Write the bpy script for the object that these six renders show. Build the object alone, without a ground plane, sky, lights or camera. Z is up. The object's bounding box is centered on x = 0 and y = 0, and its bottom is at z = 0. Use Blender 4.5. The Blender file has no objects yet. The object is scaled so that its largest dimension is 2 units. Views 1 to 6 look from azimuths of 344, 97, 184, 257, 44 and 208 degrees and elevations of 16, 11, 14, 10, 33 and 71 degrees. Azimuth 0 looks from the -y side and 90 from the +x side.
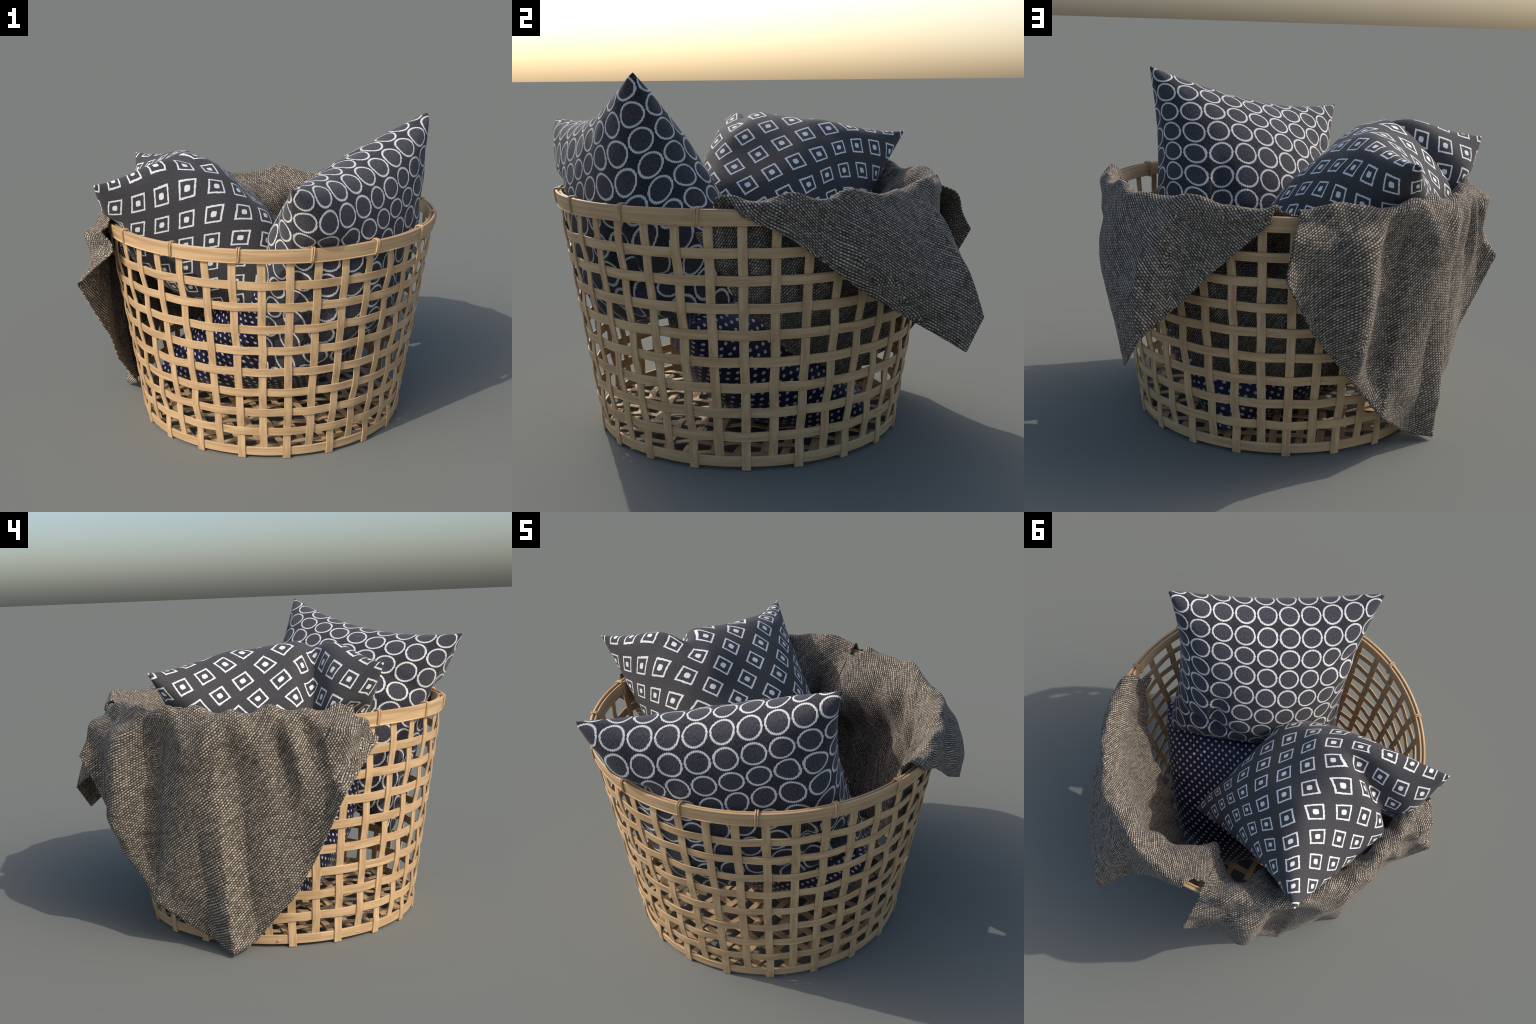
"""A round open-weave bamboo basket holding three patterned cushions and a tweed blanket
draped over its rim.  Units are metres, z up, basket axis at (AX, AY)."""
import bpy, math
import numpy as np
from mathutils import Vector, Matrix

RNG = np.random.default_rng(7)
AX, AY = 0.086, -0.040            # basket axis
TAU = 2 * math.pi
scene = bpy.context.scene


# ------------------------------------------------------------------ small helpers
def new_object(name, mesh, parent=None, location=(0, 0, 0), material=None):
    o = bpy.data.objects.new(name, mesh)
    scene.collection.objects.link(o)
    o.location = location
    if parent:
        o.parent = parent
    if material and mesh and not mesh.materials:
        mesh.materials.append(material)
    return o


def mesh_from(name, verts, faces, smooth=True, sharp=0):
    m = bpy.data.meshes.new(name)
    m.from_pydata([tuple(map(float, v)) for v in verts], [], [tuple(map(int, f)) for f in faces])
    m.polygons.foreach_set("use_smooth", [smooth] * len(m.polygons))
    m.update()
    if sharp:
        m.set_sharp_from_angle(angle=math.radians(sharp))
    return m


def merge(parts):
    V, F, n = [], [], 0
    for v, f in parts:
        V.append(np.asarray(v, float))
        F += [tuple(i + n for i in q) for q in f]
        n += len(v)
    return np.vstack(V), F


def sweep(points, side, width, thick, closed=False, crown=0.05):
    """A flat strip with rounded edges: `points` is its centre line, `side` the unit
    vectors across it; the strip's thin direction is side x tangent."""
    P, S = np.asarray(points, float), np.asarray(side, float)
    T = np.roll(P, -1, 0) - np.roll(P, 1, 0)
    if not closed:
        T[0], T[-1] = P[1] - P[0], P[-1] - P[-2]
    T /= np.linalg.norm(T, axis=1)[:, None]
    N = np.cross(S, T)
    N /= np.linalg.norm(N, axis=1)[:, None]
    w, t = width / 2, thick / 2
    e = w - .3 * t
    prof = [(-w, -.6 * t), (-w, .6 * t), (-e, t), (0, t * (1 + crown)), (e, t),
            (w, .6 * t), (w, -.6 * t), (e, -t), (0, -t * (1 + crown)), (-e, -t)]
    k, n = len(prof), len(P)
    V = np.concatenate([P[:, None] + S[:, None] * a + N[:, None] * b for a, b in prof], 1).reshape(n, k, 3)
    F = []
    for i in range(n if closed else n - 1):
        j = (i + 1) % n
        for a in range(k):
            b = (a + 1) % k
            F.append((i * k + a, i * k + b, j * k + b, j * k + a))
    if not closed:
        F.append(tuple(range(k)))
        F.append(tuple((n - 1) * k + a for a in reversed(range(k))))
    return V.reshape(-1, 3), F


def tube(points, radius, k=8, closed=True):
    P = np.asarray(points, float)
    T = np.roll(P, -1, 0) - np.roll(P, 1, 0)
    if not closed:
        T[0], T[-1] = P[1] - P[0], P[-1] - P[-2]
    T /= np.linalg.norm(T, axis=1)[:, None]
    ref = np.where(np.abs(T[:, 2:3]) < .9, [[0, 0, 1.]], [[1., 0, 0]])
    A = np.cross(ref, T); A /= np.linalg.norm(A, axis=1)[:, None]
    B = np.cross(T, A)
    n = len(P)
    ang = np.arange(k) * TAU / k
    V = P[:, None] + radius * (A[:, None] * np.cos(ang)[:, None] + B[:, None] * np.sin(ang)[:, None])
    F = [(i * k + a, i * k + (a + 1) % k, (i + 1) % n * k + (a + 1) % k, (i + 1) % n * k + a)
         for i in range(n if closed else n - 1) for a in range(k)]
    return V.reshape(-1, 3), F


def smooth01(x, a, b):
    t = np.clip((np.asarray(x, float) - a) / (b - a), 0, 1)
    return t * t * (3 - 2 * t)


def catmull(knots, x):
    """Smooth interpolation of knot rows (first column is the abscissa), Fritsch-Carlson free."""
    K = np.asarray(knots, float)
    xs, ys = K[:, 0], K[:, 1:]
    m = np.gradient(ys, xs, axis=0)
    x = np.clip(np.asarray(x, float), xs[0], xs[-1])
    i = np.clip(np.searchsorted(xs, x) - 1, 0, len(xs) - 2)
    h = (xs[i + 1] - xs[i])[:, None]
    t = (x - xs[i])[:, None] / h
    return ((2 * t**3 - 3 * t**2 + 1) * ys[i] + (t**3 - 2 * t**2 + t) * h * m[i]
            + (-2 * t**3 + 3 * t**2) * ys[i + 1] + (t**3 - t**2) * h * m[i + 1])


def waves(x, y, seed, octaves=4, freq=1.0):
    """Cheap smooth 2-D noise: a few sine products with random phase and direction."""
    r = np.random.default_rng(seed)
    out = np.zeros_like(x)
    for o in range(octaves):
        for _ in range(3):
            a = r.uniform(0, TAU)
            f = freq * 1.8**o * r.uniform(.7, 1.3)
            out += np.sin((x * math.cos(a) + y * math.sin(a)) * f * TAU + r.uniform(0, TAU)) * .6**o / 3
    return out


# ------------------------------------------------------------------ node helpers
class Nodes:
    def __init__(self, name):
        self.mat = bpy.data.materials.new(name)
        self.mat.use_nodes = True
        self.tree = self.mat.node_tree
        self.bsdf = self.tree.nodes["Principled BSDF"]

    def node(self, kind, **props):
        n = self.tree.nodes.new(kind)
        for k, v in props.items():
            setattr(n, k, v)
        return n

    def link(self, a, b):
        self.tree.links.new(a, b)

    def put(self, socket, value):
        if hasattr(value, "is_linked"):
            self.link(value, socket)
        else:
            socket.default_value = value

    def math(self, op, a, b=0.0, c=0.0, clamp=False):
        n = self.node("ShaderNodeMath", operation=op, use_clamp=clamp)
        self.put(n.inputs[0], a); self.put(n.inputs[1], b); self.put(n.inputs[2], c)
        return n.outputs[0]

    def vmath(self, op, a, b=(0, 0, 0)):
        n = self.node("ShaderNodeVectorMath", operation=op)
        self.put(n.inputs[0], a); self.put(n.inputs[1], b)
        return n.outputs[0]

    def split(self, v):
        n = self.node("ShaderNodeSeparateXYZ"); self.link(v, n.inputs[0])
        return n.outputs

    def join(self, x, y, z=0.0):
        n = self.node("ShaderNodeCombineXYZ")
        self.put(n.inputs[0], x); self.put(n.inputs[1], y); self.put(n.inputs[2], z)
        return n.outputs[0]

    def noise(self, v, scale, detail=2.0, rough=0.5):
        n = self.node("ShaderNodeTexNoise")
        self.link(v, n.inputs["Vector"])
        n.inputs["Scale"].default_value, n.inputs["Detail"].default_value, n.inputs["Roughness"].default_value = scale, detail, rough
        return n.outputs["Fac"]

    def step(self, x, a, b):
        n = self.node("ShaderNodeMapRange", interpolation_type="SMOOTHSTEP")
        self.put(n.inputs[0], x)
        n.inputs[1].default_value, n.inputs[2].default_value = a, b
        return n.outputs[0]

    def mix(self, f, a, b):
        n = self.node("ShaderNodeMix", data_type="RGBA")
        self.put(n.inputs["Factor"], f)
        for s, v in ((n.inputs[6], a), (n.inputs[7], b)):
            self.put(s, v if hasattr(v, "is_linked") else (*v, 1))
        return n.outputs[2]

    def bump(self, height, strength, distance):
        n = self.node("ShaderNodeBump")
        self.link(height, n.inputs["Height"])
        n.inputs["Strength"].default_value, n.inputs["Distance"].default_value = strength, distance
        self.link(n.outputs[0], self.bsdf.inputs["Normal"])

    def flat_cloth(self):
        """Metric position on the flat, unstuffed cloth (Generated coordinates of the rest shape)."""
        g = self.node("ShaderNodeTexCoord").outputs["Generated"]
        return self.vmath("SCALE", self.vmath("SUBTRACT", g, (.5, .5, .5))), g

    def finish(self, colour, rough, spec=0.3, sheen=0.0):
        self.put(self.bsdf.inputs["Base Color"], colour)
        self.put(self.bsdf.inputs["Roughness"], rough)
        self.bsdf.inputs["Specular IOR Level"].default_value = spec
        self.bsdf.inputs["Sheen Weight"].default_value = sheen
        return self.mat


def cloth_coordinates(n):
    g = n.node("ShaderNodeTexCoord").outputs["Generated"]
    v = n.node("ShaderNodeVectorMath", operation="MULTIPLY_ADD")
    n.link(g, v.inputs[0])
    v.inputs[1].default_value = (2, 2, 2)
    v.inputs[2].default_value = (-1, -1, -1)
    return v.outputs[0]


# ------------------------------------------------------------------ materials
def bamboo(name, run):
    """Split bamboo: long fibres along the strip (`run`: z, x, y or around the axis)."""
    n = Nodes(name)
    tc = n.node("ShaderNodeTexCoord").outputs["Object"]
    x, y, z = n.split(tc)
    info = n.node("ShaderNodeObjectInfo").outputs["Random"]
    shift = n.math("MULTIPLY", info, 37.0)
    if run == "ring":
        along = n.math("MULTIPLY", n.math("ARCTAN2", y, x), .8)
        rad = n.math("SQRT", n.math("ADD", n.math("MULTIPLY", x, x), n.math("MULTIPLY", y, y)))
        a, b, c = along, z, rad
    elif run == "z":
        a, b, c = z, y, x
    elif run == "x":
        a, b, c = x, y, z
    else:
        a, b, c = y, x, z
    v = n.join(n.math("ADD", n.math("MULTIPLY", a, 1.6), shift), n.math("MULTIPLY", b, 34.0), n.math("MULTIPLY", c, 34.0))
    broad = n.noise(v, 1.5, 3)
    fibre = n.noise(n.vmath("MULTIPLY", v, (2.2, 5.0, 5.0)), 2.0, 3)
    patch = n.noise(n.join(n.math("ADD", n.math("MULTIPLY", a, 7.0), shift), n.math("MULTIPLY", b, 6.0), n.math("MULTIPLY", c, 6.0)), 1.0, 2)
    col = n.mix(n.step(broad, .30, .70), (.47, .295, .148), (.665, .452, .248))
    col = n.mix(n.math("MULTIPLY", n.step(patch, .45, .75), .45), col, (.60, .42, .235))
    col = n.mix(n.math("MULTIPLY", n.step(fibre, .52, .76), .50), col, (.40, .235, .105))
    col = n.mix(n.math("MULTIPLY", info, .12), col, (.46, .33, .19))
    n.bump(fibre, .25, .002)
    return n.finish(col, .5, .35)


def ring_print(name):
    """Charcoal cloth with a square grid of stitched white rings, slightly lighter discs inside."""
    n = Nodes(name)
    p = cloth_coordinates(n)
    sp = .119
    fuzz = n.node("ShaderNodeTexNoise"); n.link(p, fuzz.inputs["Vector"]); fuzz.inputs["Scale"].default_value = 9
    q = n.vmath("ADD", p, n.vmath("MULTIPLY", n.vmath("SUBTRACT", fuzz.outputs["Color"], (.5, .5, .5)), (.008, .008, 0)))
    x, y, _ = n.split(n.vmath("MULTIPLY", q, (1 / sp, 1 / sp, 0)))   # ten rings from seam to seam
    fx = n.math("SUBTRACT", n.math("FRACT", x), .5)
    fy = n.math("SUBTRACT", n.math("FRACT", y), .5)
    d = n.math("SQRT", n.math("ADD", n.math("MULTIPLY", fx, fx), n.math("MULTIPLY", fy, fy)))
    ang = n.math("ARCTAN2", fy, fx)
    px, py, _ = n.split(p)
    stitch = n.math("SINE", n.math("MULTIPLY", n.math("ADD", px, n.math("MULTIPLY", py, .35)), TAU / .0078))
    d2 = n.math("ADD", d, n.math("MULTIPLY", stitch, .013))
    ring = n.math("MULTIPLY", n.step(d2, .380, .398), n.math("SUBTRACT", 1.0, n.step(d2, .460, .478)))
    inside = n.math("SUBTRACT", 1.0, n.step(d, .38, .42))
    nap = n.noise(n.vmath("MULTIPLY", p, (190, 85, 1)), 1.0, 2, .65)
    mott = n.noise(p, 34, 3)
    ground = n.mix(inside, (.026, .026, .031), (.070, .070, .086))
    ground = n.mix(n.step(nap, .30, .72), n.mix(.65, ground, (.006, .006, .009)), n.mix(.22, ground, (.13, .13, .155)))
    ground = n.mix(n.math("MULTIPLY", mott, .3), ground, (.055, .052, .060))
    col = n.mix(ring, ground, (.70, .69, .67))
    n.bump(n.math("ADD", n.math("MULTIPLY", nap, .7), n.math("MULTIPLY", ring, .5)), .8, .005)
    return n.finish(col, .85, .15, .15)


def box_print(name):
    """Dark grey twill printed with white square outlines, each round a small white square,
    set at 45 degrees to the seams."""
    n = Nodes(name)
    p = cloth_coordinates(n)
    sp = .1345
    px, py, _ = n.split(p)
    r = math.sqrt(.5)
    a = n.math("MULTIPLY", n.math("ADD", px, py), r)
    b = n.math("MULTIPLY", n.math("SUBTRACT", py, px), r)
    w = n.node("ShaderNodeTexNoise"); n.link(p, w.inputs["Vector"]); w.inputs["Scale"].default_value = 90
    jit = n.math("MULTIPLY", n.math("SUBTRACT", w.outputs["Fac"], .5), .006)
    a = n.math("ADD", a, jit); b = n.math("SUBTRACT", b, jit)
    fa = n.math("ABSOLUTE", n.math("SUBTRACT", n.math("FRACT", n.math("ADD", n.math("DIVIDE", a, sp), .5)), .5))
    fb = n.math("ABSOLUTE", n.math("SUBTRACT", n.math("FRACT", n.math("ADD", n.math("DIVIDE", b, sp), .5)), .5))
    m = n.math("MAXIMUM", fa, fb)
    outline = n.math("MULTIPLY", n.step(m, .232, .246), n.math("SUBTRACT", 1.0, n.step(m, .294, .308)))
    dot = n.math("SUBTRACT", 1.0, n.step(n.math("ADD", n.math("MULTIPLY", m, .7), n.math("MULTIPLY", n.math("ADD", fa, fb), .18)), .086, .100))
    mask = n.math("MAXIMUM", outline, dot)
    twill = n.math("SINE", n.math("MULTIPLY", n.math("ADD", px, n.math("MULTIPLY", py, .15)), TAU / .0068))
    grain = n.noise(n.vmath("MULTIPLY", p, (300, 120, 1)), 1.0, 2, .65)
    cloth = n.mix(n.step(n.math("MULTIPLY_ADD", twill, .14, grain), .2, .8), (.030, .029, .031), (.084, .081, .084))
    col = n.mix(mask, cloth, (.80, .80, .80))
    n.bump(n.math("ADD", grain, n.math("MULTIPLY", twill, .3)), .25, .003)
    return n.finish(col, .8, .2, .1)


def dot_print(name):
    """Navy satin with small pale dots in staggered rows."""
    n = Nodes(name)
    p = cloth_coordinates(n)
    sp = .0318
    px, py, _ = n.split(p)
    r = math.sqrt(.5)
    a = n.math("MULTIPLY", n.math("ADD", px, py), r / sp)
    b = n.math("MULTIPLY", n.math("SUBTRACT", py, px), r / sp)
    fa = n.math("SUBTRACT", n.math("FRACT", a), .5)
    fb = n.math("SUBTRACT", n.math("FRACT", b), .5)
    d = n.math("SQRT", n.math("ADD", n.math("MULTIPLY", fa, fa), n.math("MULTIPLY", fb, fb)))
    dot = n.math("SUBTRACT", 1.0, n.step(d, .195, .240))
    soft = n.noise(p, 7, 2)
    col = n.mix(soft, (.0065, .007, .032), (.0115, .012, .050))
    col = n.mix(dot, col, (.56, .56, .56))
    return n.finish(col, .42, .4, .1)


def tweed(name):
    """Coarse brown-grey weave: staggered pale stitches in rows on a dark ground."""
    n = Nodes(name)
    p = cloth_coordinates(n)
    wob = n.node("ShaderNodeTexNoise"); n.link(p, wob.inputs["Vector"]); wob.inputs["Scale"].default_value = 14
    q = n.vmath("ADD", p, n.vmath("MULTIPLY", n.vmath("SUBTRACT", wob.outputs["Color"], (.5, .5, .5)), (.010, .010, 0)))
    x, y, _ = n.split(n.vmath("MULTIPLY", q, (1 / .0142, 1 / .0107, 0)))
    row = n.math("FLOOR", y)
    off = n.math("MULTIPLY", n.math("MODULO", row, 2.0), .5)
    fx = n.math("SUBTRACT", n.math("FRACT", n.math("ADD", x, off)), .5)
    fy = n.math("SUBTRACT", n.math("FRACT", y), .5)
    cell = n.node("ShaderNodeTexWhiteNoise", noise_dimensions="2D")
    n.link(n.join(n.math("FLOOR", n.math("ADD", x, off)), row), cell.inputs["Vector"])
    d = n.math("SQRT", n.math("ADD", n.math("MULTIPLY", n.math("MULTIPLY", fx, fx), .55), n.math("MULTIPLY", fy, fy)))
    knot = n.math("SUBTRACT", 1.0, n.step(d, .13, .41))
    bright = n.math("MULTIPLY_ADD", n.math("POWER", cell.outputs["Value"], 1.5), .85, .30)
    thread = n.math("SUBTRACT", 1.0, n.step(n.math("ABSOLUTE", fy), .12, .46))
    streak = n.noise(n.vmath("MULTIPLY", p, (13, 85, 1)), 1.0, 2)
    cross = n.noise(n.vmath("MULTIPLY", p, (75, 30, 1)), 1.0, 2)
    along = n.math("MULTIPLY", thread, n.step(streak, .42, .78))
    lift = n.math("ADD", n.math("MULTIPLY", knot, bright), n.math("MULTIPLY", along, .50), clamp=True)
    under = n.mix(n.step(cross, .3, .7), (.030, .025, .018), (.092, .077, .057))
    col = n.mix(lift, under, (.58, .485, .39))
    n.bump(knot, .7, .005)
    return n.finish(col, .9, .12, .1)


MAT = {
    "rib": bamboo("bamboo_upright", "z"), "ring": bamboo("bamboo_hoop", "ring"),
    "floor_x": bamboo("bamboo_floor_lengthwise", "x"), "floor_y": bamboo("bamboo_floor_crosswise", "y"),
    "ring_print": ring_print("ring_print_cloth"), "box_print": box_print("box_print_cloth"),
    "dot_print": dot_print("dotted_satin"), "tweed": tweed("tweed_weave"),
}

# ================================================================== BASKET
basket = new_object("wicker_basket", None, location=(AX, AY, 0))
basket["label"] = "round open-weave bamboo basket widening to the rim"
basket["category"] = "basket"

RIBS, RIB_START = 40, math.radians(6.9)
LEVELS = [.036, .150, .257, .366, .477, .592, .703, .816, .925]     # foot band, then the eight hoops
WEAVE, STRIP = .0038, .0062


def wall(z):
    return .6895 + .149 * np.asarray(z, float)


def rib_mesh(name, hooked, seed):
    """One upright: passes outside and inside of successive hoops; `hooked` ribs start
    outside the foot band and turn under it."""
    r = np.random.default_rng(seed)
    z = np.linspace(.0 if hooked else .012, 1.070, 70)
    lev = np.interp(z, LEVELS + [1.07], list(range(10)))
    sign = 1 if hooked else -1
    swing = np.cos(math.pi * lev)
    radius = wall(z) + sign * WEAVE * swing
    radius = np.where(z > .98, radius * (1 - smooth01(z, .96, 1.05)) + (wall(z) - .0062) * smooth01(z, .96, 1.05), radius)
    if hooked:
        radius += .0035 * (1 - smooth01(z, .05, .10))
    lat = np.interp(z, LEVELS + [1.07], np.r_[0, r.normal(0, .0018, 8), 0])
    pts = np.c_[radius, lat, z]
    side = np.tile([0, 1., 0], (len(z), 1))
    part = [sweep(pts, side, .0375, STRIP)]
    if hooked:                               # the tail turned in under the foot band
        hook = np.array([[radius[0] - .001, 0, .0042], [radius[0] - .010, 0, .0038], [radius[0] - .022, 0, .0048]])
        part.append(sweep(hook, np.tile([0, 1., 0], (3, 1)), .0355, .005))
    v, f = merge(part)
    return mesh_from(name, v, f, sharp=28)


for kind in (0, 1):
    variants = [rib_mesh("rib", kind == 0, 11 + 10 * kind + s) for s in range(6)]
    for m in variants:
        m.materials.append(MAT["rib"])
    for i in range(20):
        o = new_object("rib", variants[(i * 5 + i // 6) % 6], basket)
        o.rotation_euler = (0, 0, RIB_START + (2 * i + kind) * TAU / RIBS)


def ring_path(z, n, wave, phase, seed, dz=.0025):
    r = np.random.default_rng(seed)
    th = np.arange(n) * TAU / n
    c = np.cos((th - RIB_START) * RIBS / 2 + phase)
    rad = wall(z) - wave * c
    knots = r.normal(0, dz, RIBS)
    kk = (th - RIB_START) / TAU * RIBS
    zz = z + np.interp(kk % RIBS, np.arange(RIBS + 1), np.r_[knots, knots[:1]])
    return th, np.c_[rad * np.cos(th), rad * np.sin(th), zz]


def hoop(name, z, height, thick, wave=0.0, phase=0.0, seed=0, shift=0.0, n=480, dz=.0009):
    th, P = ring_path(z, n, wave, phase, seed, dz)
    P[:, 0] += shift * np.cos(th); P[:, 1] += shift * np.sin(th)
    lean = math.atan(.149)
    side = np.c_[math.sin(lean) * np.cos(th), math.sin(lean) * np.sin(th), np.full(n, math.cos(lean))]
    v, f = sweep(P, side, height, thick, closed=True)
    return new_object(name, mesh_from(name, v, f, sharp=28), basket, material=MAT["ring"])


for j, z in enumerate(LEVELS):
    if j == 0:
        hoop("foot_band", z, .046, .012, seed=50, shift=-.002, dz=.0006)
    else:
        hoop("hoop", z, .0415, STRIP, WEAVE, math.pi * j, seed=60 + j)

hoop("rim_band", 1.068, .064, .011, seed=80, shift=.0035, dz=.0006)
hoop("rim_band", 1.066, .060, .009, seed=81, shift=-.0150, dz=.0006)
hoop("rim_core", 1.062, .052, .0085, seed=82, shift=-.0063, dz=0)
cord_r = float(wall(1.036)) + .0095
th = np.arange(320) * TAU / 320
cv, cf = tube(np.c_[cord_r * np.cos(th), cord_r * np.sin(th), 1.0365 + .0012 * np.sin(th * 9)], .0036)
new_object("rim_cord", mesh_from("rim_cord", cv, cf), basket, material=MAT["ring"])


def binding_mesh():
    """Two turns of split cane tying the rim bands together."""
    parts = []
    for k, off in enumerate((-.0042, .0042)):
        a = np.arange(48) * TAU / 48
        ca, sa = np.cos(a), np.sin(a)
        sq = lambda c: np.sign(c) * np.abs(c)**.45
        x = float(wall(1.068)) - .0052 + .0188 * sq(ca) + .149 * (.036 * sq(sa))
        zz = 1.068 + .0365 * sq(sa)
        y = off + .004 * sq(sa) * (1 if k else .4)
        parts.append(tube(np.c_[x, y, zz], .0044, 8))
    v, f = merge(parts)
    return mesh_from("rim_binding", v, f)


bind = binding_mesh()
bind.materials.append(MAT["rib"])
for i in range(16):
    o = new_object("rim_binding", bind, basket)
    o.rotation_euler = (0, 0, math.radians(-4.6 + 22.5 * i + RNG.normal(0, .5)))

# floor: two layers of interlaced strips
PITCH, RFLOOR = .1045, .684
for axis in (0, 1):
    base = (.067 - AX) if axis == 0 else (-.113 - AY)
    k0 = math.ceil((-RFLOOR + .02 - base) / PITCH)
    k = k0
    while base + k * PITCH < RFLOOR - .02:
        c = base + k * PITCH + RNG.normal(0, .005)
        half = math.sqrt(RFLOOR**2 - c * c)
        s = np.linspace(-half, half, max(12, int(half * 110)))
        ph = (s - ((-.113 - AY) if axis == 0 else (.067 - AX))) / PITCH
        zz = .034 + (1 if axis == 0 else -1) * .0055 * np.cos(math.pi * (ph + k)) + RNG.normal(0, .0010)
        wob = c + np.interp(s, np.linspace(-half, half, 9), RNG.normal(0, .0035, 9))
        pts = np.c_[wob, s, zz] if axis == 0 else np.c_[s, wob, zz]
        side = np.tile([1., 0, 0] if axis == 0 else [0, 1., 0], (len(s), 1))
        v, f = sweep(pts, side, .034, .005)
        new_object("floor_strip", mesh_from("floor_strip", v, f, sharp=28), basket, material=MAT["floor_y" if axis == 0 else "floor_x"])
        k += 1


# ================================================================== CLOTH THINGS
def cloth_object(name, rest, shaped, faces, material, label, category):
    """A mesh whose rest shape is the flat cloth (it carries the print) and whose one
    shape key is the stuffed or draped form."""
    m = mesh_from(name, rest, faces)
    m.use_auto_texspace = False
    m.texspace_location, m.texspace_size = (0, 0, 0), (1, 1, 1)
    o = new_object(name, m, material=material)
    o.shape_key_add(name="flat_cloth")
    key = o.shape_key_add(name="draped")
    key.data.foreach_set("co", np.asarray(shaped, np.float32).ravel())
    key.value = 1.0
    o["label"], o["category"] = label, category
    return o


def relax(Q, P, rounds):
    """Springs along the grid edges and diagonals of a flat layout Q pull towards the lengths in P."""
    links = [((slice(0, -1), slice(None)), (slice(1, None), slice(None))),
             ((slice(None), slice(0, -1)), (slice(None), slice(1, None))),
             ((slice(0, -1), slice(0, -1)), (slice(1, None), slice(1, None))),
             ((slice(0, -1), slice(1, None)), (slice(1, None), slice(0, -1)))]
    lens = [np.linalg.norm(P[a] - P[b], axis=-1) for a, b in links]
    for _ in range(rounds):
        D = np.zeros_like(Q)
        for (a, b), L in zip(links, lens):
            e = Q[b] - Q[a]
            d = np.linalg.norm(e, axis=-1) + 1e-9
            c = (e * ((d - L) / d)[..., None]) * .11
            D[a] += c
            D[b] -= c
        Q = Q + D
    return Q


def flatten(P, angle, origin, rounds=500):
    """Unroll a cloth grid into the plane, keeping its draped lengths."""
    n, m = P.shape[:2]
    crest = P[:, m // 3]
    du = np.r_[0, np.cumsum(np.linalg.norm(np.diff(P.mean(1), axis=0), axis=1))]
    dv = np.concatenate([np.zeros((n, 1)), np.cumsum(np.linalg.norm(np.diff(P, axis=1), axis=2), 1)], 1)
    dv -= dv[:, m // 3][:, None]
    Q = np.stack([np.broadcast_to(du[:, None], (n, m)).copy(), dv], -1)
    Q = relax(Q, P, rounds)
    if origin is None:
        return Q - Q.mean((0, 1))
    ca, sa = math.cos(angle), math.sin(angle)
    return np.stack([Q[..., 0] * ca - Q[..., 1] * sa + origin[0], Q[..., 0] * sa + Q[..., 1] * ca + origin[1]], -1)


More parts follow.
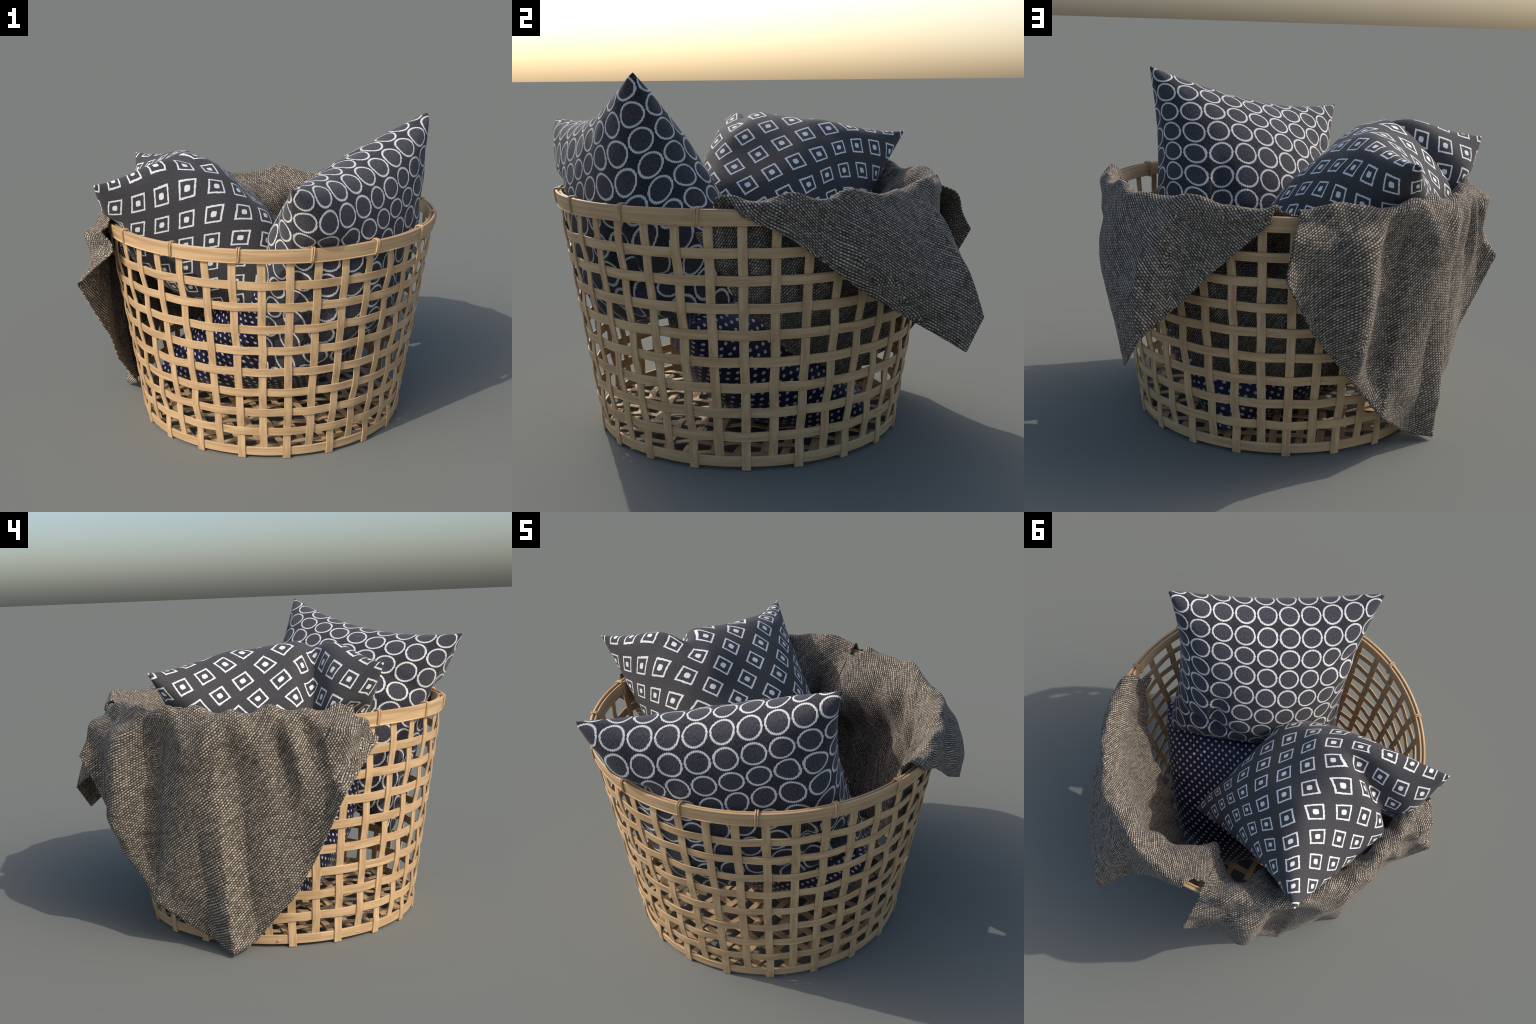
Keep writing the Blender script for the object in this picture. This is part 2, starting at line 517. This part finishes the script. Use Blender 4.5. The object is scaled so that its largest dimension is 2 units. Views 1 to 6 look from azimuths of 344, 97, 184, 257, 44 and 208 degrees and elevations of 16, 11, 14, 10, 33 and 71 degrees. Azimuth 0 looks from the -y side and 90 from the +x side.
def cushion(name, corners, size, front, back, pinch, material, label, shape=None, lift=(0, 0, 0), n=72, seed=1,
            power=.50, keep=.35, wrinkle=.004, wobble=.006):
    """A square cushion.  corners: positions of (u,v) = (-1,-1), (-1,1), (1,1), (1,-1);
    front/back: half thicknesses; pinch: how far the sides u=-1, u=1, v=-1, v=1 draw in;
    shape(u, v, side) may return (thickness factor, offset vector, pinch factors)."""
    K = [np.array(c, float) for c in corners]
    s = np.linspace(-1, 1, n)
    s = np.sign(s) * (1 - (1 - np.abs(s))**1.35)           # denser towards the seams
    U, V = np.meshgrid(s, s, indexing="ij")
    faces, panels = [], []
    ids = np.zeros((2, n, n), int)
    cnt = 0
    ids[0] = np.arange(n * n).reshape(n, n)
    ids[1] = ids[0] + n * n                     # the two panels meet vertex on vertex at the seam
    cnt = 2 * n * n
    P = np.zeros((cnt, 3)); R = np.zeros((cnt, 3))
    du = ((K[2] + K[3]) - (K[0] + K[1])); dv = ((K[1] + K[2]) - (K[0] + K[3]))
    nrm = np.cross(du, dv); nrm /= np.linalg.norm(nrm)
    for side in (0, 1):
        sg = 1 if side == 0 else -1
        fac, off, pf = shape(U, V, sg) if shape else (1.0, 0.0, None)
        pin = [np.full_like(U, p) for p in pinch]
        if pf is not None:
            pin = [a * b for a, b in zip(pin, pf)]
        u = U + (1 - V**2) * (pin[0] * ((1 - U) / 2)**1.6 - pin[1] * ((1 + U) / 2)**1.6)
        v = V + (1 - U**2) * (pin[2] * ((1 - V) / 2)**1.6 - pin[3] * ((1 + V) / 2)**1.6)
        a, b = ((1 - u) / 2)[..., None], ((1 - v) / 2)[..., None]
        M = K[0] * a * b + K[1] * a * (1 - b) + K[2] * (1 - a) * (1 - b) + K[3] * (1 - a) * b
        # local normal of the (twisted) middle surface
        tu = (K[2] * (1 - b) + K[3] * b) - (K[0] * b + K[1] * (1 - b))
        tv = (K[1] * a + K[2] * (1 - a)) - (K[0] * a + K[3] * (1 - a))
        N = np.cross(tu, tv); N /= np.linalg.norm(N, axis=-1)[..., None]
        dome = np.clip((1 - U**2) * (1 - V**2), 0, 1)
        h = (front if side == 0 else back) * dome**power * fac
        edge = np.maximum(np.abs(U), np.abs(V))
        ang = np.where(np.abs(U) > np.abs(V), V, U)
        crimp = wrinkle * np.sin(ang * 17 + 3 * waves(U, V, seed, 2, .4) + sg) * smooth01(edge, .45, .9) * (1 - smooth01(edge, .9, 1))
        crimp *= 1 - np.minimum(np.abs(U), np.abs(V))**2
        rough = wobble * waves(U * .5, V * .5, seed + 5 + side, 3, 1.3) * np.sqrt(dome)
        X = M + N * (sg * (h + crimp + rough))[..., None] + np.asarray(lift) * (dome**.8)[..., None]
        if np.ndim(off):
            X = X + off
        out = X[..., :2] - np.array([AX, AY])                                           # pressed against the basket wall
        far = np.linalg.norm(out, axis=-1)
        room = wall(X[..., 2]) - .012 - .012 * smooth01(X[..., 2], .98, 1.03)
        press = np.where(X[..., 2] < 1.02, np.minimum(room - far, 0), np.minimum(room - far, 0) * (1 - smooth01(X[..., 2], 1.09, 1.17)))
        X[..., :2] += out / (far[..., None] + 1e-9) * press[..., None]
        X[..., 2] = np.where(X[..., 2] < .06, .045 + .25 * X[..., 2], X[..., 2])       # rests on the floor strips
        panels.append(flatten(X, 0, None, 400))
        P[ids[side].ravel()] = X.reshape(-1, 3)
    # both panels are cut to the same square, so the print meets at the seams; away from
    # the seams it keeps its true scale
    for side in (0, 1):
        sg = 1 if side == 0 else -1
        X = P[ids[side].ravel()].reshape(n, n, 3)
        frac = []
        for ax in (0, 1):
            w = np.linalg.norm(np.diff(X, axis=ax), axis=-1)
            w = np.concatenate([np.zeros((1, n)) if ax == 0 else np.zeros((n, 1)), np.cumsum(w, ax)], ax)
            frac.append(w / (w[-1:] if ax == 0 else w[:, -1:]) - .5)
        square = np.stack(frac, -1) * size
        blend = smooth01(np.maximum(np.abs(U), np.abs(V)), keep, .97)[..., None]
        Q = panels[side] * (1 - blend) + square * blend
        flat = np.concatenate([Q, np.full((n, n, 1), .002 * sg)], -1)
        R[ids[side].ravel()] = flat.reshape(-1, 3)
    for side in (0, 1):
        I = ids[side]
        for i in range(n - 1):
            for j in range(n - 1):
                q = (I[i, j], I[i + 1, j], I[i + 1, j + 1], I[i, j + 1])
                faces.append(q if side == 0 else q[::-1])
    return cloth_object(name, R, P, faces, material, label, "cushion")


def gauss(u, v, u0, v0, su, sv):
    return np.exp(-((u - u0) / su)**2 - ((v - v0) / sv)**2)


# --- ring cushion, leaning out over the front rim
T1, T2 = (.819, -.364, 1.602), (-.115, -.999, 1.392)
B1, B2 = (.700, -.010, .690), (-.105, -.581, .365)


def ring_shape(u, v, sg):
    # u: -1 at the T1 side (+x), +1 at the T2 side; v: -1 bottom, +1 top
    fac = 1 - .30 * gauss(u, v, -.80, -.55, .30, .07) - .22 * gauss(u, v, -.62, -.30, .08, .25)
    fac = fac - (.12 if sg > 0 else .42) * gauss(u, v - .35 * (1 - u), .90, .36, .30, .055) + .10 * gauss(u, v, .85, .22, .2, .10)
    if sg > 0:
        return fac * (1 - .20 * v - .05 * (1 - v**2)), 0.0, None
    dome = np.clip((1 - u**2) * (1 - v**2), 1e-6, 1)
    return fac * dome**-.17 * (1 - .38 * v + .05 * u), 0.0, None


cushion("ring_cushion", (B1, T1, T2, B2), 1.19, .335, .305, (.115, .13, .06, .16), MAT["ring_print"],
        "square charcoal cushion printed with white rings", ring_shape, seed=3)

# --- box cushion, lying on top towards the back, one side pinched into a deep crease
A_, B_ = (-.858, -.280, 1.324), (-.495, .691, 1.309)
C_, D_ = (.333, .329, .613), (-.060, -.400, .640)


def box_shape(u, v, sg):
    line = v + .43
    fac = 1 - .7 * np.exp(-(line / .055)**2) * (smooth01(-u, .80, .97) if sg > 0 else smooth01(-u, .40, .85))
    if sg > 0:                                # fuller towards the front, flatter at the far corner
        fac = fac + .27 * smooth01(-v, -.3, .5) - .06 * smooth01(v, .1, .7) - .16 * gauss(u, v, .1, -.25, .42, .45) + .36 * gauss(u, v, -.85, -.50, .20, .34) + .22 * gauss(u, v, -.85, .40, .28, .45) + .12 * smooth01(-v, .5, .95)
    else:
        fac = fac + .10 * smooth01(-v, -.3, .5)
    drop = ((1 - v**2) * ((1 - u) / 2)**(9 if sg > 0 else 3))[..., None] * np.array([.02, 0, -.10])
    drop = drop + ((1 - u**2) * ((1 - v) / 2)**(9 if sg > 0 else 3))[..., None] * np.array([-.038, .016, -.050])
    pf = [1 + 2.0 * np.exp(-((v + .43) / .11)**2), 1, .5, 1]
    return fac, drop, pf


cushion("box_cushion", (A_, B_, C_, D_), 1.331, .35, .27, (.12, .10, .10, .10), MAT["box_print"],
        "square dark grey cushion printed with white squares", box_shape, seed=8, keep=.60)

# --- dotted cushion at the bottom
K1, K2, K3, K4 = (.825, -.165, .615), (.289, .547, .031), (-.513, .039, .230), (-.10, -.42, .75)
cushion("dotted_cushion", (K2, K3, K4, K1), 1.06, .35, .25, (.06, .08, -.08, .06), MAT["dot_print"],
        "square navy satin cushion with pale dots", seed=14, wrinkle=.008, power=.43)


# --- blanket
def polar(az, r, z):
    a = np.radians(az)
    return np.stack([AX + r * np.cos(a), AY + r * np.sin(a), np.broadcast_to(z, np.shape(a)) + 0 * a], -1)


def drape(az, inner, hem, crest_z, bow, sag, folds, inner_folds, rows=(40, 12, 64)):
    """Columns of cloth that climb the inside wall, cross the rim and hang outside.
    inner: (n,2) radius and height of the inner hem; hem: (n,3) outer hem positions."""
    n = len(az)
    cols = []
    for i in range(n):
        r_in, z_in = inner[i]
        p0 = polar(az[i], r_in, z_in)
        zm = z_in * .45 + 1.06 * .55
        p1 = polar(az[i], float(wall(zm)) - .030 + .12 * (r_in - float(wall(z_in)) + .030), zm)
        p2 = polar(az[i], .796, 1.080)
        p3 = polar(az[i], .844, crest_z[i])
        p4 = polar(az[i], .858 + .022 * float(smooth01(az[i], 15, 40)), 1.092)
        p5 = hem[i]
        rad = p4 * .5 + p5 * .5 - np.array([AX, AY, 0]); rad[2] = 0
        rad /= np.linalg.norm(rad)
        high = p4 * .72 + p5 * .28 + rad * bow[i] + np.array([0, 0, bow[i] * .4])
        lower = p4 * .32 + p5 * .68 + rad * sag[i]
        knots = np.array([p0, p1, p2, p3, p4, high, lower, p5])
        d = np.r_[0, np.cumsum(np.linalg.norm(np.diff(knots, axis=0), axis=1) + 1e-6)]
        ts = np.concatenate([np.linspace(d[0], d[2], rows[0], endpoint=False),
                             np.linspace(d[2], d[4], rows[1], endpoint=False),
                             np.linspace(d[4], d[7], rows[2])])
        cols.append(catmull(np.c_[d, knots], ts))
    P = np.array(cols)
    m = P.shape[1]
    A = np.repeat(az[:, None], m, 1)
    # progress: -1 inner hem, 0 crest, +1 outer hem
    S = np.concatenate([np.linspace(-1, 0, rows[0] + rows[1] // 2, endpoint=False),
                        np.linspace(0, 1, rows[1] - rows[1] // 2 + rows[2])])
    S = np.repeat(S[None], n, 0)
    rad = P - np.array([AX, AY, 0]); rad[..., 2] = 0
    rad /= np.linalg.norm(rad, axis=-1)[..., None]
    P = P + rad * (folds(A, S) * smooth01(S, .04, .25) + inner_folds(A, S, 1.13 - P[..., 2]) * smooth01(-S, .02, .22))[..., None]
    near = np.exp(-(S / .16)**2)
    bump = waves(np.radians(A) * .9, S * .8, 33, 3, 2.4) * smooth01(A, 12, 40)
    P = P + near[..., None] * (rad * (.024 * bump)[..., None] + np.array([0, 0, 1.]) * (.019 * waves(np.radians(A) * .9, S * .8, 34, 3, 2.8) + .006)[..., None])
    return clear_rim(P, S)


def clear_rim(P, S):
    """Keep the cloth off the basket: outside the wall on its outer run, inside on its inner run,
    above the rim where it crosses."""
    P = P.copy()
    for _ in range(3):
        d = P - np.array([AX, AY, 0]); d[..., 2] = 0
        r = np.linalg.norm(d, axis=-1)
        z = P[..., 2]
        out_r = wall(np.minimum(z, 1.1)) + .016 + .006 * smooth01(z, .98, 1.04)
        in_r = wall(np.minimum(z, 1.1)) - .016 - .014 * smooth01(z, .98, 1.04)
        low = 1 - smooth01(z, 1.105, 1.125)
        want = np.where(S > .05, np.maximum(r, out_r), np.where(S < -.03, np.minimum(r, in_r), r))
        P += d / r[..., None] * ((want - r) * low)[..., None]
        top = (np.abs(S) <= .06) & (r > .805) & (r < .875)
        P[..., 2] = np.where(top, np.maximum(P[..., 2], 1.122), P[..., 2])
        for ax in (0, 1):                      # even out the kinks this leaves near the rim
            Q = P.copy()
            sl = [slice(None), slice(None)]
            a, b, c = list(sl), list(sl), list(sl)
            a[ax], b[ax], c[ax] = slice(0, -2), slice(1, -1), slice(2, None)
            w = .5 * np.exp(-(S / .25)**2)[..., None][tuple(b)]
            Q[tuple(b)] = P[tuple(b)] * (1 - w) + w * .5 * (P[tuple(a)] + P[tuple(c)])
            P = Q
    return P


def hem_line(az, stations):
    """Outer hem as straight runs between stations (azimuth of the crest above, position)."""
    s = np.array([q[0] for q in stations], float)
    pos = np.array([q[1] for q in stations], float)
    return np.stack([np.interp(az, s, pos[:, k]) for k in range(3)], -1)


def crease(a, a0, w):
    return np.exp(-((a - a0) / w)**2)


inner_hem = [(-9, .79, 1.03), (-2, .775, .90), (5, .745, .72), (11, .710, .64), (22, .640, .49), (32, .590, .42), (42, .565, .37),
             (53, .575, .31), (70, .570, .300), (85, .580, .285), (100, .580, .28), (119, .560, .31), (131, .590, .33), (148, .66, .44),
             (165, .70, .60), (180, .75, .78), (196, .80, .98)]

# flap hanging at the right, one corner sticking out
az1 = np.linspace(-6, 103, 178)
P_ = (.642, .918, .484)
hem1 = hem_line(az1, [(-6, polar(-6, .866, 1.075)), (6, polar(6.5, .868, 1.078)), (18, polar(19, .875, .985)), (34, polar(38, .922, .755)), (50, P_), (57, (.573, .994, .617)), (66, (.436, .862, .735)), (76, (.307, .828, .865)), (90.4, polar(90.4, .878, 1.078)), (103, polar(103, .88, 1.078))])
in1 = catmull(inner_hem, az1)
crest1 = 1.134 + .012 * np.sin(np.radians(az1) * 11 + 1) + .010 * np.sin(np.radians(az1) * 23)


def inside_folds(A, S, D):
    """Slanting folds of the bunched cloth on the inner wall (D: depth below the crest)."""
    f = 0 * A + .008
    for a0, w, amp in ((14, 6, .03), (31, 6, .04), (46, 5, .03), (66, 7, .06), (112, 6, .05), (131, 7, .045), (150, 6, .035), (168, 6, .04)):
        f = f - .85 * amp * crease(A, a0 + 38 * np.minimum(D, .55), w) * (.45 + .55 * smooth01(D, 0, .18)) * (1 - .5 * smooth01(D, .45, .8))
    f = f - .20 * crease(A, 86 + 25 * D, 11) * np.exp(-((D - .22) / .15)**2)      # the big rolls by the gap
    f = f - .11 * crease(A, 114 + 20 * D, 9) * np.exp(-((D - .30) / .16)**2)
    return f + .012 * np.sin(np.radians(A) * 29 + 9 * D)


fold1 = [(-6, 0), (18, -.01), (26, -.045), (36, .01), (44, .035), (50, .015), (58, .012), (63, .032), (66.5, -.034), (71, -.012), (80, -.005), (88, -.005), (103, 0)]
P1 = drape(az1, in1, hem1, crest1, .030 * smooth01(az1, 8, 45) * (1 - smooth01(az1, 60, 75)), .050 * smooth01(az1, 14, 40) * (1 - smooth01(az1, 55, 72)),
           lambda A, S: catmull(fold1, A.ravel()).reshape(A.shape) * (1 - .8 * S), inside_folds)
# the hem crosses the rim slantwise where the flap begins
for c in np.nonzero(az1 < 8.6)[0]:
    reach = np.interp(az1[c], [-5, 8.6], [.778, .900])
    far = np.linalg.norm(P1[c, :, :2] - np.array([AX, AY]), axis=1)
    over = np.nonzero((far > reach) & (P1[c, :, 2] > 1.0))[0]
    if len(over):
        P1[c, over[0]:] = P1[c, over[0]]
# and it ends inside the rim between the two flaps
for c in np.nonzero(az1 > 90.4)[0]:
    reach = np.interp(az1[c], [90.4, 93.0, 103], [.885, .800, .780])
    far = np.linalg.norm(P1[c, :, :2] - np.array([AX, AY]), axis=1)
    over = np.nonzero((far > reach) & (P1[c, :, 2] > .95))[0]
    if len(over):
        P1[c, over[0]:] = P1[c, over[0]]

# wide flap hanging at the back left, down to the ground
az2 = np.linspace(97.4, 188.5, 210)
S_, R_, U_, T_ = (.003, .990, .885), (-.650, .387, .014), (-.946, -.060, .775), (-.782, -.278, .990)
hem2 = hem_line(az2, [(97.4, S_), (109, (-.112, .870, .625)), (120, (-.252, .812, .440)), (133, (-.405, .695, .219)),
                      (140, (-.518, .440, .050)), (147, R_), (153, (-.605, .263, .060)), (161, (-.725, .117, .284)), (167, (-.775, .034, .440)),
                      (176.5, U_), (188.5, T_)])
in2 = catmull(inner_hem, az2)
crest2 = 1.136 + .014 * np.sin(np.radians(az2) * 14) + .010 * np.sin(np.radians(az2) * 31 + 1)
fold2_high = [(97, 0), (101, 0), (107, .000), (112, .035), (115.5, .050), (119, .030), (122, -.045), (127, -.075), (133, -.040), (139, .030), (144, .034), (152, .004),
              (160, .008), (165, -.032), (168.5, .006), (173, -.062), (177, -.01), (182, .040), (186, .015), (188.5, 0)]
fold2_low = [(97, 0), (107, -.005), (113, .045), (117, .080), (121, .065), (125, -.025), (130, -.040), (136, .035), (144, .042), (150, .020), (156, .045), (163, .015), (169, .01),
             (175, -.03), (182, .01), (188.5, 0)]


def flap_folds(A, S):
    t = smooth01(S, .25, .75)
    f = catmull(fold2_high, A.ravel()).reshape(A.shape) * (1 - t) + catmull(fold2_low, A.ravel()).reshape(A.shape) * t
    return f * (1 - .85 * smooth01(S, .8, 1))


P2 = drape(az2, in2, hem2, crest2, .040 - .050 * crease(az2, 153, 13), .010 * (1 - smooth01(az2, 114, 124)) - .010 * crease(az2, 152, 16),
           flap_folds, inside_folds)
# the lowest corner curls outwards on the ground
low = smooth01(.10 - P2[..., 2], 0, .09) * (P2[..., 0] < -.3)
P2[..., 2] = np.maximum(P2[..., 2], .006)


def thick_sheet(P, flat, thickness):
    n, m = P.shape[:2]
    gu, gv = np.gradient(P, axis=0), np.gradient(P, axis=1)
    N = np.cross(gu, gv)
    N /= np.linalg.norm(N, axis=-1)[..., None] + 1e-12
    top, bot = P + N * thickness / 2, P - N * thickness / 2
    V = np.concatenate([top.reshape(-1, 3), bot.reshape(-1, 3)])
    R = np.concatenate([np.c_[flat.reshape(-1, 2), np.full(n * m, .001)], np.c_[flat.reshape(-1, 2), np.full(n * m, -.001)]])
    I = np.arange(n * m).reshape(n, m)
    J = I + n * m
    F = [(I[i, j], I[i + 1, j], I[i + 1, j + 1], I[i, j + 1]) for i in range(n - 1) for j in range(m - 1)]
    F += [(J[i, j + 1], J[i + 1, j + 1], J[i + 1, j], J[i, j]) for i in range(n - 1) for j in range(m - 1)]
    ring = list(I[:, 0]) + list(I[-1, 1:]) + list(I[-2::-1, -1]) + list(I[0, -2:0:-1])
    for a, b in zip(ring, ring[1:] + ring[:1]):
        F.append((b, a, a + n * m, b + n * m))
    return V, R, F


sheets = []
for P, ang, org in ((P1, math.radians(-45), (0, 0)), (P2, math.radians(45), (1.3, .4))):
    P = P + (.0035 * waves(P[..., 0] + P[..., 2], P[..., 1] - P[..., 2] * .6, 21, 3, 3.0))[..., None] * np.array([.6, .6, .5])
    sheets.append(thick_sheet(P, flatten(P, ang, org), .008))
V = np.concatenate([s[0] for s in sheets]); R = np.concatenate([s[1] for s in sheets])
F = sheets[0][2] + [tuple(int(i) + len(sheets[0][0]) for i in q) for q in sheets[1][2]]
cloth_object("blanket", R, V, F, MAT["tweed"], "coarse brown grey tweed blanket draped over the basket rim", "blanket")
